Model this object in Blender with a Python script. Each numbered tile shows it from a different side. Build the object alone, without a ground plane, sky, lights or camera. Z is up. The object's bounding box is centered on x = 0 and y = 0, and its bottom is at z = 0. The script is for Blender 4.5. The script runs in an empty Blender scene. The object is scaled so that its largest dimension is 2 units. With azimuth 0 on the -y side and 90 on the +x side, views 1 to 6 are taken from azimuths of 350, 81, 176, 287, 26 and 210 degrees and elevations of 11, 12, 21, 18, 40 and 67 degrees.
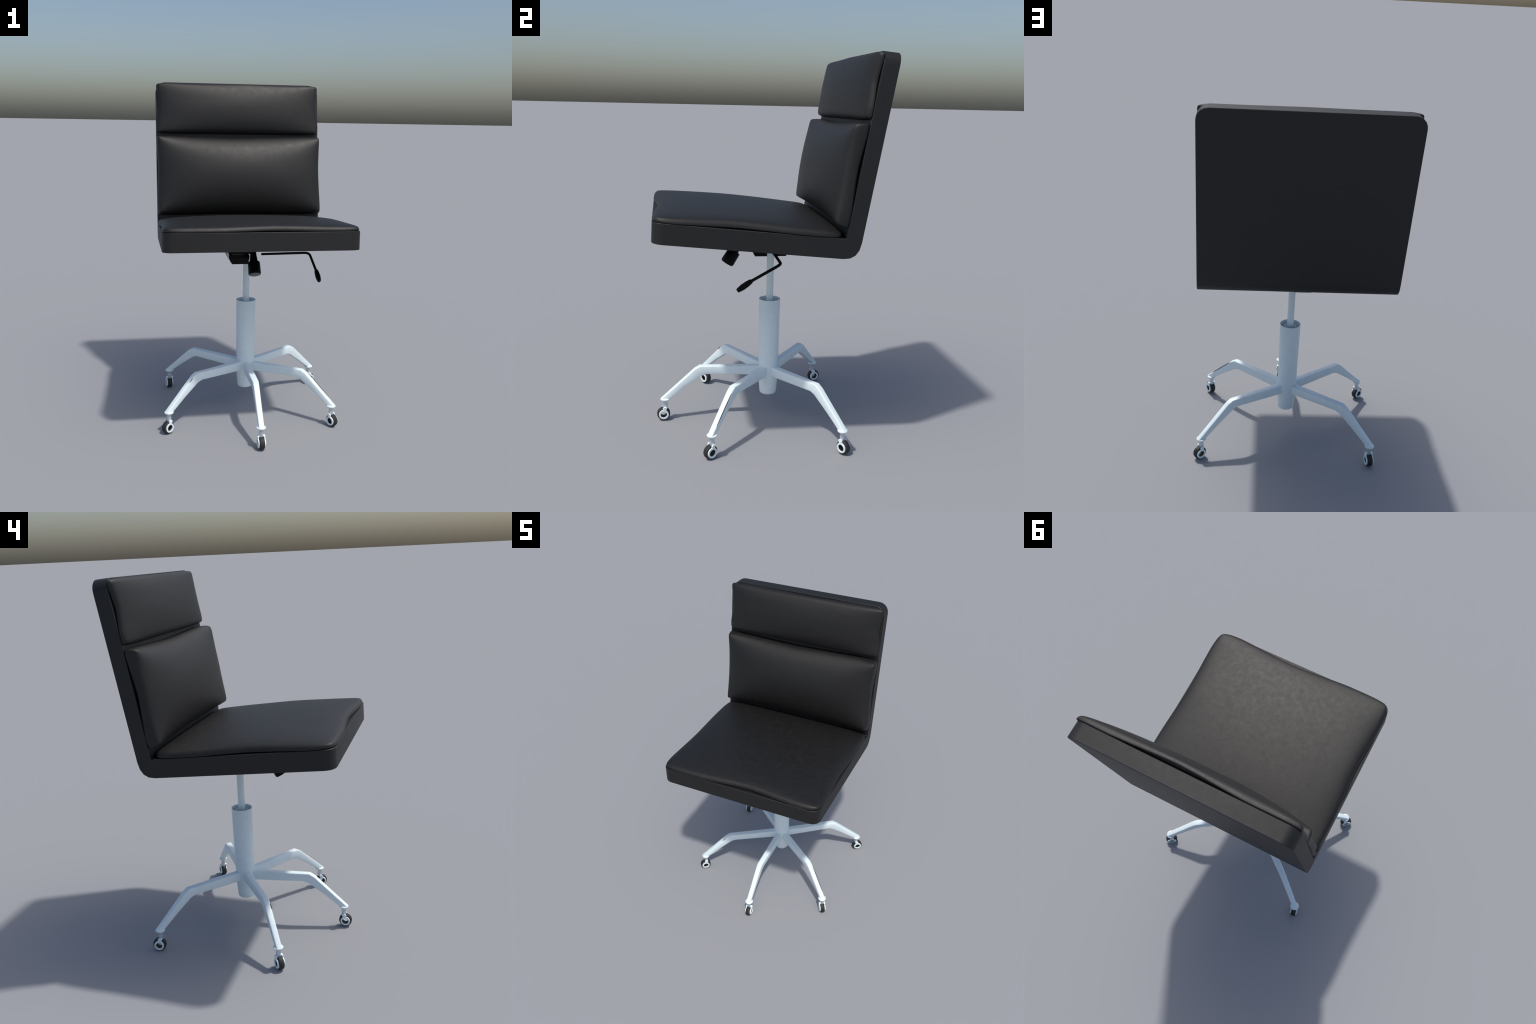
import bpy, bmesh, math
from mathutils import Vector, Matrix, noise

# ------------------------------------------------------------------ materials
def principled(name):
    m = bpy.data.materials.new(name)
    m.use_nodes = True
    nt = m.node_tree
    return m, nt, nt.nodes['Principled BSDF']

def set_in(b, **kw):
    for k, v in kw.items():
        b.inputs[k.replace('_', ' ')].default_value = v

def leather(name, col_a, col_b, rough_a, rough_b, spec=0.5, bump=0.08):
    m, nt, b = principled(name)
    N, L = nt.nodes, nt.links
    tc = N.new('ShaderNodeTexCoord')
    blot = N.new('ShaderNodeTexNoise')
    set_in(blot, Scale=36.0, Detail=5.0, Roughness=0.6, Distortion=0.6)
    L.new(tc.outputs['Object'], blot.inputs['Vector'])
    ramp = N.new('ShaderNodeValToRGB')
    ramp.color_ramp.elements[0].position = 0.33
    ramp.color_ramp.elements[1].position = 0.68
    ramp.color_ramp.elements[0].color = (*col_a, 1)
    ramp.color_ramp.elements[1].color = (*col_b, 1)
    L.new(blot.outputs['Fac'], ramp.inputs['Fac'])
    L.new(ramp.outputs['Color'], b.inputs['Base Color'])
    rr = N.new('ShaderNodeMapRange')
    rr.inputs['From Min'].default_value = 0.3
    rr.inputs['From Max'].default_value = 0.7
    rr.inputs['To Min'].default_value = rough_a
    rr.inputs['To Max'].default_value = rough_b
    L.new(blot.outputs['Fac'], rr.inputs['Value'])
    L.new(rr.outputs['Result'], b.inputs['Roughness'])
    grain = N.new('ShaderNodeTexVoronoi')
    grain.inputs['Scale'].default_value = 170.0
    L.new(tc.outputs['Object'], grain.inputs['Vector'])
    mix = N.new('ShaderNodeMath'); mix.operation = 'MULTIPLY_ADD'
    mix.inputs[1].default_value = 0.35
    L.new(grain.outputs['Distance'], mix.inputs[0])
    L.new(blot.outputs['Fac'], mix.inputs[2])
    bp = N.new('ShaderNodeBump')
    set_in(bp, Strength=bump, Distance=0.004)
    L.new(mix.outputs[0], bp.inputs['Height'])
    L.new(bp.outputs['Normal'], b.inputs['Normal'])
    b.inputs['Specular IOR Level'].default_value = spec
    return m

def paint(name, col, rough, metallic=0.0, spec=0.5, var=0.04, scale=35.0):
    m, nt, b = principled(name)
    N, L = nt.nodes, nt.links
    tc = N.new('ShaderNodeTexCoord')
    no = N.new('ShaderNodeTexNoise')
    set_in(no, Scale=scale, Detail=3.0)
    L.new(tc.outputs['Object'], no.inputs['Vector'])
    ramp = N.new('ShaderNodeValToRGB')
    ramp.color_ramp.elements[0].position = 0.3
    ramp.color_ramp.elements[1].position = 0.7
    ramp.color_ramp.elements[0].color = (*[c * (1 - var) for c in col], 1)
    ramp.color_ramp.elements[1].color = (*[min(1, c * (1 + var)) for c in col], 1)
    L.new(no.outputs['Fac'], ramp.inputs['Fac'])
    L.new(ramp.outputs['Color'], b.inputs['Base Color'])
    set_in(b, Roughness=rough, Metallic=metallic)
    b.inputs['Specular IOR Level'].default_value = spec
    return m

M_CUSHION = leather('black_leather', (0.0050, 0.0050, 0.0050), (0.0080, 0.0078, 0.0077), 0.53, 0.60)
M_SHELL = leather('black_leather_shell', (0.0058, 0.0057, 0.0057), (0.0072, 0.0071, 0.0070), 0.54, 0.61, bump=0.04)
M_WHITE = paint('pale_painted_metal', (0.77, 0.88, 0.91), 0.38, var=0.02)
M_STEEL = paint('satin_steel', (0.62, 0.68, 0.72), 0.28, metallic=0.55, var=0.05)
M_TYRE = paint('black_rubber', (0.017, 0.0165, 0.016), 0.65, var=0.15, scale=120)
M_PLASTIC = paint('black_plastic', (0.0022, 0.0022, 0.0022), 0.42, spec=0.12, var=0.1)
M_GLOSS = paint('glossy_black_plastic', (0.0022, 0.0022, 0.0022), 0.22, spec=0.5, var=0.1)
M_CAP_REFLECTION = paint('cap_painted_reflection', (0.10, 0.102, 0.105), 0.45, var=0.06)  # knob's black plastic lightened to grey, painting in the lit ground's reflection
M_GAP = paint('dark_seam', (0.008, 0.008, 0.008), 0.8, spec=0.1, var=0.1)

# ------------------------------------------------------------------ helpers
ROOT = bpy.data.objects.new('office_chair', None)
bpy.context.scene.collection.objects.link(ROOT)
ROOT['label'] = 'armless black leather swivel office chair on white five-leg base'
ROOT['category'] = 'office chair'

def add(name, mesh, mat, parent=ROOT, matrix=None):
    o = bpy.data.objects.new(name, mesh)
    bpy.context.scene.collection.objects.link(o)
    if mat is not None and not mesh.materials:
        mesh.materials.append(mat)
    o.parent = parent
    if matrix is not None:
        o.matrix_local = matrix
    return o

def finish(bm, name, angle=35):
    bmesh.ops.recalc_face_normals(bm, faces=bm.faces)
    me = bpy.data.meshes.new(name)
    bm.to_mesh(me); bm.free()
    me.shade_smooth()
    if angle < 180:
        me.set_sharp_from_angle(angle=math.radians(angle))
    return me

def lathe(bm, prof, seg=48, mat=Matrix(), closed=False):
    """Rotate (radius, height) pairs about the local z axis."""
    rings = []
    for r, z in prof:
        if r < 1e-6:
            rings.append([bm.verts.new(mat @ Vector((0, 0, z)))])
        else:
            rings.append([bm.verts.new(mat @ Vector((r * math.cos(2 * math.pi * k / seg), r * math.sin(2 * math.pi * k / seg), z))) for k in range(seg)])
    pairs = list(zip(rings, rings[1:]))
    if closed:
        pairs.append((rings[-1], rings[0]))
    for A, B in pairs:
        for k in range(seg):
            j = (k + 1) % seg
            if len(A) == 1:
                bm.faces.new((A[0], B[k], B[j]))
            elif len(B) == 1:
                bm.faces.new((A[k], A[j], B[0]))
            else:
                bm.faces.new((A[k], A[j], B[j], B[k]))

def sweep(bm, sections):
    """Skin a list of equal-length closed loops and cap both ends."""
    rings = [[bm.verts.new(p) for p in s] for s in sections]
    n = len(rings[0])
    for A, B in zip(rings, rings[1:]):
        for k in range(n):
            j = (k + 1) % n
            bm.faces.new((A[k], A[j], B[j], B[k]))
    bm.faces.new(rings[0][::-1]); bm.faces.new(rings[-1])

def box(bm, lo, hi, lo2=None, hi2=None):
    """Box from bottom rectangle lo..hi to an optional other top rectangle."""
    (x0, y0, z0), (x1, y1, z1) = lo, hi
    tx0, ty0 = lo2 or (x0, y0)
    tx1, ty1 = hi2 or (x1, y1)
    a = [(x0, y0, z0), (x1, y0, z0), (x1, y1, z0), (x0, y1, z0)]
    c = [(tx0, ty0, z1), (tx1, ty0, z1), (tx1, ty1, z1), (tx0, ty1, z1)]
    sweep(bm, [[Vector(p) for p in a], [Vector(p) for p in c]])

def bevel_all(bm, off, seg=2, ang=25):
    es = [e for e in bm.edges if len(e.link_faces) == 2 and e.calc_face_angle(0) > math.radians(ang)]
    bmesh.ops.bevel(bm, geom=es, offset=off, segments=seg, affect='EDGES', profile=0.5, clamp_overlap=True)

def tube(bm, pts, rad, seg=14):
    secs = []
    for i, p in enumerate(pts):
        d = (pts[min(i + 1, len(pts) - 1)] - pts[max(i - 1, 0)]).normalized()
        u = d.cross(Vector((0.3, 0.2, 0.93))).normalized(); v = d.cross(u)
        r = rad[i] if isinstance(rad, list) else (rad, rad)
        secs.append([p + u * r[0] * math.cos(2 * math.pi * k / seg) + v * r[1] * math.sin(2 * math.pi * k / seg) for k in range(seg)])
    sweep(bm, secs)

# ------------------------------------------------------------------ L-shaped shell
X_LOW, X_HIGH = -0.524, 0.516   # the shell's two side faces
FB, FT = Vector((-0.571, 1.113)), Vector((-0.567, 1.213))
CI, CB = Vector((0.350, 1.129)), Vector((0.412, 1.025))
TF, TB = Vector((0.494, 2.000)), Vector((0.573, 1.993))

def arc_corner(p_prev, p, p_next, la, lb, seg):
    a = p + (p_prev - p).normalized() * la
    b = p + (p_next - p).normalized() * lb
    out = []
    for i in range(seg + 1):
        t = i / seg
        out.append(a * (1 - t) ** 2 + p * 2 * t * (1 - t) + b * t * t)
    return out

def build_shell():
    prof = [FB] + arc_corner(FB, CB, TB, 0.075, 0.085, 4) + [TB, TF, CI, FT]
    bm = bmesh.new()
    L = [bm.verts.new((X_LOW, p.x, p.y)) for p in prof]
    R = [bm.verts.new((X_HIGH, p.x, p.y)) for p in prof]
    n = len(prof)
    iFB, iTB, iTF, iFT = 0, n - 4, n - 3, n - 1
    for k in range(n):
        j = (k + 1) % n
        bm.faces.new((L[k], L[j], R[j], R[k]))
    bm.faces.new(L[::-1]); bm.faces.new(R)
    bmesh.ops.recalc_face_normals(bm, faces=bm.faces)
    def edge(a, b):
        return next(e for e in a.link_edges if e.other_vert(a) == b)
    # rounded corners: front of the seat, and top of the back
    front = [edge(S[iFB], S[iFT]) for S in (L, R)]
    top = [edge(S[iTB], S[iTF]) for S in (L, R)]
    bmesh.ops.bevel(bm, geom=front, offset=0.055, segments=5, affect='EDGES', profile=0.5)
    bmesh.ops.bevel(bm, geom=top, offset=0.060, segments=5, affect='EDGES', profile=0.5)
    es = [e for e in bm.edges if len(e.link_faces) == 2 and e.calc_face_angle(0) > math.radians(50)]
    bmesh.ops.bevel(bm, geom=es, offset=0.002, segments=1, affect='EDGES', profile=0.5, clamp_overlap=True)
    return finish(bm, 'seat_shell', 30)

add('seat_shell', build_shell(), M_SHELL)

# ------------------------------------------------------------------ cushions
def smooth_bump(t, c=0.0, w=0.9):
    d = abs(t - c) / w
    return max(0.0, 1 - d ** 1.5) ** 1.5

def build_cushion(name, o, t, n, v0, v1, W, wall, wall_corner, dome, px, py, roll, lift, pinch, round_corner, seed, side_fill=0.0, hip=1.5, skew=0.0, wall_low=None, bw=0.9):
    """Stuffed cushion on a slab. o,t,n: origin, up-slab and normal vectors in the y-z plane.
    wall, wall_corner: side height midway and at the corners; dome: extra height in the middle;
    lift/pinch: how far the seam rises off the slab and draws in midway along (sides, low end, high end)."""
    NU, NV = 110, 84
    Lh, Wh = (v1 - v0) / 2, W / 2
    vc = (v0 + v1) / 2
    def place(a, b, h, shrink=0.0):
        c = abs(a * b) ** 12
        x = (X_LOW + X_HIGH) / 2 + a * (Wh - shrink) - math.copysign(round_corner * c, a)
        v = b * (Lh - shrink) - math.copysign(round_corner * c, b)
        side = smooth_bump(b, 0.12, bw) * abs(a) ** 8
        end = smooth_bump(a, 0.12 if seed % 2 else -0.10, bw) * abs(b) ** 8
        x -= math.copysign(pinch[0] * side, a)
        v -= math.copysign((pinch[2] if b > 0 else pinch[1]) * end, b)
        p = o + t * (vc + v) + n * h
        return Vector((x, p.x, p.y))
    def rim(a, b):
        ra = smooth_bump(b, 0.1, bw) * abs(a) ** 14
        rb = smooth_bump(a, 0.08, bw * 0.8) * abs(b) ** 14
        return 0.0018 + lift[0] * ra + (lift[2] if b > 0 else lift[1]) * rb
    def quarter(d, r):
        u = min(1.0, max(0.0, d / r))
        return math.sqrt(max(0.0, 1 - (1 - u) ** 2))
    def top(a, b):
        da, db = (1 - abs(a)) * Wh, (1 - abs(b)) * Lh
        wl = wall + (wall_corner - wall) * abs(a) ** 5 * abs(b) ** 3
        if wall_low is not None:
            k = 0.5 - 0.5 * b
            wl = wl * (1 - k * k) + wall_low * k * k
        e = wl * (0.12 + 0.88 * quarter(da, roll)) * (0.12 + 0.88 * quarter(db, roll))
        bb = b - skew * (1 - b * b)
        p = px if not isinstance(px, tuple) else (px[0] if a < 0 else px[1])
        gx, gy = max(1e-4, 1 - a * a) ** p, max(1e-4, 1 - bb * bb) ** py
        D = dome * (gx ** -hip + gy ** -hip - 1) ** (-1 / hip)      # soft minimum: hips run in from the corners
        D += side_fill * smooth_bump(b, 0.1) * abs(a) ** 3 * (1 - abs(a) ** 14)
        w = 0.0012 * noise.noise(Vector((a * 2.0, b * 1.8, seed * 9.1)))
        return rim(a, b) + e + D + w
    bm = bmesh.new()
    A = [math.sin(math.pi / 2 * (2 * i / NU - 1)) for i in range(NU + 1)]
    B = [math.sin(math.pi / 2 * (2 * j / NV - 1)) for j in range(NV + 1)]
    T = [[bm.verts.new(place(a, b, top(a, b))) for b in B] for a in A]
    # underside, drawn in a little from the seam and touching the slab further in
    def under(a, b):
        return rim(a, b) - 0.0014
    U = [[bm.verts.new(place(a, b, under(a, b), 0.004)) for b in B] for a in A]
    for i in range(NU):
        for j in range(NV):
            bm.faces.new((T[i][j], T[i + 1][j], T[i + 1][j + 1], T[i][j + 1]))
            bm.faces.new((U[i][j], U[i][j + 1], U[i + 1][j + 1], U[i + 1][j]))
    for i in range(NU):
        bm.faces.new((T[i][0], U[i][0], U[i + 1][0], T[i + 1][0]))
        bm.faces.new((T[i][NV], T[i + 1][NV], U[i + 1][NV], U[i][NV]))
    for j in range(NV):
        bm.faces.new((T[0][j], T[0][j + 1], U[0][j + 1], U[0][j]))
        bm.faces.new((T[NU][j], U[NU][j], U[NU][j + 1], T[NU][j + 1]))
    return finish(bm, name, 180)

bt = (TF - CI).normalized(); bn = Vector((-bt.y, bt.x))
st = (FT - CI).normalized(); sn = Vector((st.y, -st.x))
if sn.y < 0: sn = -sn

add('headrest_cushion', build_cushion('headrest_cushion', CI, bt, bn, 0.562, 0.879, 1.038, 0.010, 0.013, 0.068, 0.50, 0.44,
    0.024, (0.002, 0.001, 0.015), (0.015, 0.000, 0.003), 0.009, 1, hip=1.2, skew=-0.10, bw=0.8), M_CUSHION)
add('lumbar_cushion', build_cushion('lumbar_cushion', CI, bt, bn, 0.050, 0.549, 1.044, 0.008, 0.038, 0.125, (0.38, 0.30), 0.57,
    0.018, (0.010, 0.002, 0.002), (0.009, 0.006, 0.012), 0.006, 2, hip=3.2), M_CUSHION)
add('seat_cushion', build_cushion('seat_cushion', CI, st, sn, 0.004, 0.922, 1.044, 0.009, 0.011, 0.0515, 0.43, 0.40,
    0.022, (0.004, 0.001, 0.003), (0.012, 0.002, 0.022), 0.022, 3, side_fill=0.013, hip=1.3, wall_low=0.013, bw=0.65), M_CUSHION)

# ------------------------------------------------------------------ column
CY = 0.065
COL = Matrix.Translation((0, CY, 0))
bm = bmesh.new()
lathe(bm, [(0, 0.139), (0.042, 0.139), (0.0455, 0.142), (0.0475, 0.150), (0.0525, 0.210), (0.0545, 0.226), (0.0590, 0.694),
           (0.0585, 0.6955), (0.0560, 0.6955), (0.0555, 0.694), (0.0550, 0.684), (0.046, 0.6835), (0.045, 0.678), (0.041, 0.678),
           (0.040, 0.684), (0.033, 0.6855), (0.027, 0.681), (0, 0.681)], 64)
add('support_column', finish(bm, 'support_column', 40), M_WHITE, ROOT, COL)
bm = bmesh.new()
lathe(bm, [(0, 0.60), (0.0195, 0.60), (0.0195, 1.070), (0, 1.070)], 40)
add('piston_rod', finish(bm, 'piston_rod', 40), M_WHITE, ROOT, COL)

# ------------------------------------------------------------------ legs (shared mesh, along +x)
def build_leg():
    top = [(0.030, 0.304), (0.200, 0.3095), (0.388, 0.3150), (0.418, 0.2975), (0.512, 0.2115), (0.606, 0.126)]
    bot = [(0.030, 0.251), (0.200, 0.259), (0.354, 0.2665), (0.383, 0.2565), (0.473, 0.193), (0.560, 0.126)]
    wid = [0.042, 0.039, 0.0355, 0.034, 0.032, 0.030]
    secs = []
    for (r1, z1), (r0, z0), w in zip(top, bot, wid):
        P0, P1 = Vector((r0, 0, z0)), Vector((r1, 0, z1))
        up = (P1 - P0); H = up.length; up.normalize()
        Y = Vector((0, 1, 0)); h = w / 2
        loop = []
        def corner(cx, cz, rad, a0, a1, k):
            for i in range(k + 1):
                a = a0 + (a1 - a0) * i / k
                loop.append(P0 + Y * (cx + rad * math.cos(a)) + up * (cz + rad * math.sin(a)))
        rt, rb = 0.006, 0.004
        corner(h - rb, rb, rb, -math.pi / 2, 0, 2)
        corner(h - rt, H - rt, rt, 0, math.pi / 2, 3)
        corner(-h + rt, H - rt, rt, math.pi / 2, math.pi, 3)
        corner(-h + rb, rb, rb, math.pi, 1.5 * math.pi, 2)
        secs.append(loop)
    bm = bmesh.new()
    sweep(bm, secs)
    return finish(bm, 'leg', 60)

LEG = build_leg()
LEG.materials.append(M_WHITE)

# ------------------------------------------------------------------ casters (shared meshes; trail along +x, axle along y)
TRAIL, WZ, WR = 0.0095, 0.0362, 0.0362
def build_socket():
    bm = bmesh.new()
    lathe(bm, [(0, 0.1285), (0.021, 0.1280), (0.0265, 0.1255), (0.0275, 0.1225), (0.0255, 0.1180), (0.0180, 0.1155), (0, 0.1150)], 10)
    return finish(bm, 'caster_socket', 30)
def build_stem():
    bm = bmesh.new()
    lathe(bm, [(0, 0.117), (0.0155, 0.117), (0.0138, 0.110), (0.0120, 0.104), (0.0128, 0.097), (0.0136, 0.092), (0.0128, 0.084), (0.0128, 0.0685), (0.010, 0.066), (0, 0.066)], 28)
    return finish(bm, 'caster_stem', 40)
AX = Matrix.Translation((TRAIL, 0, WZ)) @ Matrix.Rotation(math.pi / 2, 4, 'X')
def build_tyre():
    bm = bmesh.new()
    lathe(bm, [(0.0205, -0.0145), (0.0315, -0.0145), (0.0345, -0.0125), (WR, -0.0085), (WR, 0.0085), (0.0345, 0.0125), (0.0315, 0.0145), (0.0205, 0.0145), (0.0195, 0.0), ], 48, AX, closed=True)
    # fine tread ribs
    for k in range(24):
        a = 2 * math.pi * k / 24
        m = AX @ Matrix.Rotation(a, 4, 'Z')
        q = [m @ Vector((WR - 0.0012 + dr, dx, dz)) for dz in (-0.008, 0.008) for dr, dx in ((0, -0.0016), (0.0012 - 0.0002, -0.0012), (0.0012 - 0.0002, 0.0012), (0, 0.0016))]
        sweep(bm, [q[:4], q[4:]])
    return finish(bm, 'caster_tyre', 40)
def build_fork():
    """Two side rings, each with an arm and a rounded ear beside the stem."""
    bm = bmesh.new()
    for s in (-1, 1):
        off = AX @ Matrix.Translation((0, 0, s * 0.0175))
        lathe(bm, [(0.0180, -0.0040), (0.0268, -0.0040), (0.0276, -0.0020), (0.0268, 0.0028), (0.0250, 0.0040), (0.0190, 0.0040), (0.0180, 0.0022)], 32, off, closed=True)
        y = s * 0.0175
        # arm from the ring up to the ear
        path = [(TRAIL - 0.004, WZ + 0.0215, 0.0115), (TRAIL - 0.0050, WZ + 0.0275, 0.0090), (TRAIL - 0.0065, WZ + 0.0320, 0.0112), (TRAIL - 0.0075, WZ + 0.0375, 0.0120), (TRAIL - 0.0085, WZ + 0.0420, 0.0085)]
        secs = []
        for x, z, w in path:
            secs.append([Vector((x + dx * w, y + dy * 0.0044, z)) for dx, dy in ((1, -.5), (.8, -1), (-.8, -1), (-1, -.5), (-1, .5), (-.8, 1), (.8, 1), (1, .5))])
        sweep(bm, secs)
    # yoke tying both arms to the stem
    box(bm, (-0.0085, -0.0150, WZ + 0.0375), (0.0085, 0.0150, WZ + 0.0415))
    return finish(bm, 'caster_fork', 40)
def build_hub():
    bm = bmesh.new()
    lathe(bm, [(0.0172, -0.0160), (0.0205, -0.0155), (0.0205, 0.0155), (0.0172, 0.0160)], 32, AX, closed=True)
    return finish(bm, 'caster_hub', 40)
SOCKET, STEM, TYRE, FORK, HUB = build_socket(), build_stem(), build_tyre(), build_fork(), build_hub()
for me, mt in ((SOCKET, M_WHITE), (STEM, M_STEEL), (TYRE, M_TYRE), (FORK, M_WHITE), (HUB, M_TYRE)):
    me.materials.append(mt)

R_CAP = 0.582
# direction of each leg and of each caster's trail, degrees from +x
for leg_a, trail_a in ((-89.6, -87), (-37.1, -58), (33, 35), (141.7, 100), (-146.8, -141)):
    leg = add('leg', LEG, None, ROOT, COL @ Matrix.Rotation(math.radians(leg_a), 4, 'Z'))
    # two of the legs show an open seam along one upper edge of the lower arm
    gap = {-37.1: (0.425, 0.560, 1), -146.8: (0.421, 0.446, 1)}.get(leg_a)
    if gap:
        bm = bmesh.new()
        def on_edge(r):
            f = (r - 0.418) / (0.606 - 0.418)
            return Vector((r, gap[2] * (0.0170 - 0.002 * f - 0.0012), 0.298 + (0.126 - 0.298) * f - 0.0012))
        tube(bm, [on_edge(gap[0] + (gap[1] - gap[0]) * i / 4) for i in range(5)], [(0.0008, 0.0008)] + [(0.0019, 0.0019)] * 3 + [(0.0008, 0.0008)], 8)
        add('open_seam', finish(bm, 'open_seam'), M_GAP, leg)
    p = COL @ Matrix.Rotation(math.radians(leg_a), 4, 'Z') @ Vector((R_CAP, 0, 0))
    c = add('caster', SOCKET, None, ROOT, Matrix.Translation(p) @ Matrix.Rotation(math.radians(trail_a), 4, 'Z'))
    add('caster_stem', STEM, None, c)
    add('caster_fork', FORK, None, c)
    w = add('caster_wheel', TYRE, None, c)
    add('caster_hub', HUB, None, c)

# ------------------------------------------------------------------ tilt mechanism under the seat
def seat_under(y):
    return FB.y + (CB.y - FB.y) * (y - FB.x) / (CB.x - FB.x)
bm = bmesh.new()
box(bm, (-0.105, -0.050, 1.001), (0.022, 0.190, 1.060))
bevel_all(bm, 0.003)
add('mounting_plate', finish(bm, 'mounting_plate'), M_PLASTIC)
bm = bmesh.new()
box(bm, (-0.097, -0.020, 0.934), (-0.004, 0.152, 0.974), (-0.112, -0.040), (0.002, 0.168))
bevel_all(bm, 0.003)
box(bm, (-0.116, -0.040, 0.9745), (0.003, 0.172, 0.989))
tilt = add('tilt_mechanism', finish(bm, 'tilt_mechanism'), M_PLASTIC)
bm = bmesh.new()  # glossier plate laid over the box side, modelled for its grazing sheen
sweep(bm, [[Vector((-0.0985 - k * 0.004, -0.014, 0.938)), Vector((-0.0985 - k * 0.004, 0.150, 0.938)), Vector((-0.1165 - k * 0.004, 0.170, 0.9735)), Vector((-0.1165 - k * 0.004, 0.170, 1.000)), Vector((-0.1165 - k * 0.004, -0.036, 1.000)), Vector((-0.1165 - k * 0.004, -0.036, 0.9735))] for k in (0, 1)])
box(bm, (-0.100, -0.030, 0.9885), (-0.004, 0.165, 1.002))
add('tilt_sheen_plate', finish(bm, 'tilt_sheen_plate'), M_GLOSS, tilt)

# tension knob: a drum on a tapered neck, hanging forward
ke, kd = Vector((0.0125, -0.176, 0.904)), Vector((0.0, 0.52, 0.855)).normalized()
KM = Matrix.Translation(ke) @ kd.to_track_quat('Z', 'Y').to_matrix().to_4x4()
bm = bmesh.new()
lathe(bm, [(0.0335, 0.0), (0.0358, 0.003), (0.0368, 0.010), (0.0350, 0.072), (0.0330, 0.0755), (0.0240, 0.0760), (0.0185, 0.120), (0.0185, 0.170), (0, 0.170)], 40, KM)
knob = add('tension_knob', finish(bm, 'tension_knob', 40), M_PLASTIC)
bm = bmesh.new()
lathe(bm, [(0, -0.0010), (0.0310, -0.0010), (0.0335, 0.0005), (0.0335, 0.004), (0, 0.004)], 40, KM)
add('knob_cap', finish(bm, 'knob_cap', 40), M_CAP_REFLECTION, knob)

# height lever: bent round bar with a paddle grip
L0, L1, L2, L3 = Vector((0.091, 0.064, 0.976)), Vector((0.388, 0.058, 0.981)), Vector((0.397, -0.090, 0.9005)), Vector((0.401, -0.160, 0.852))
a, c = L1 + (L0 - L1).normalized() * 0.03, L1 + (L2 - L1).normalized() * 0.03
bend = [a * (1 - t) ** 2 + L1 * 2 * t * (1 - t) + c * t * t for t in [i / 6 for i in range(7)]]
bm = bmesh.new()
tube(bm, [L0] + bend + [L2], 0.0075)
lever = add('height_lever', finish(bm, 'height_lever', 50), M_PLASTIC)
d = (L3 - L2).normalized(); Lg = (L3 - L2).length
bm = bmesh.new()
tube(bm, [L2 + d * (f * Lg) for f in (-0.02, 0.0, 0.28, 0.62, 0.90, 1.0)], [(0.0085, 0.0105), (0.0095, 0.0125), (0.0125, 0.0165), (0.0130, 0.0175), (0.0100, 0.0135), (0.0075, 0.0105)], 16)
add('lever_grip', finish(bm, 'lever_grip', 40), M_PLASTIC, lever)
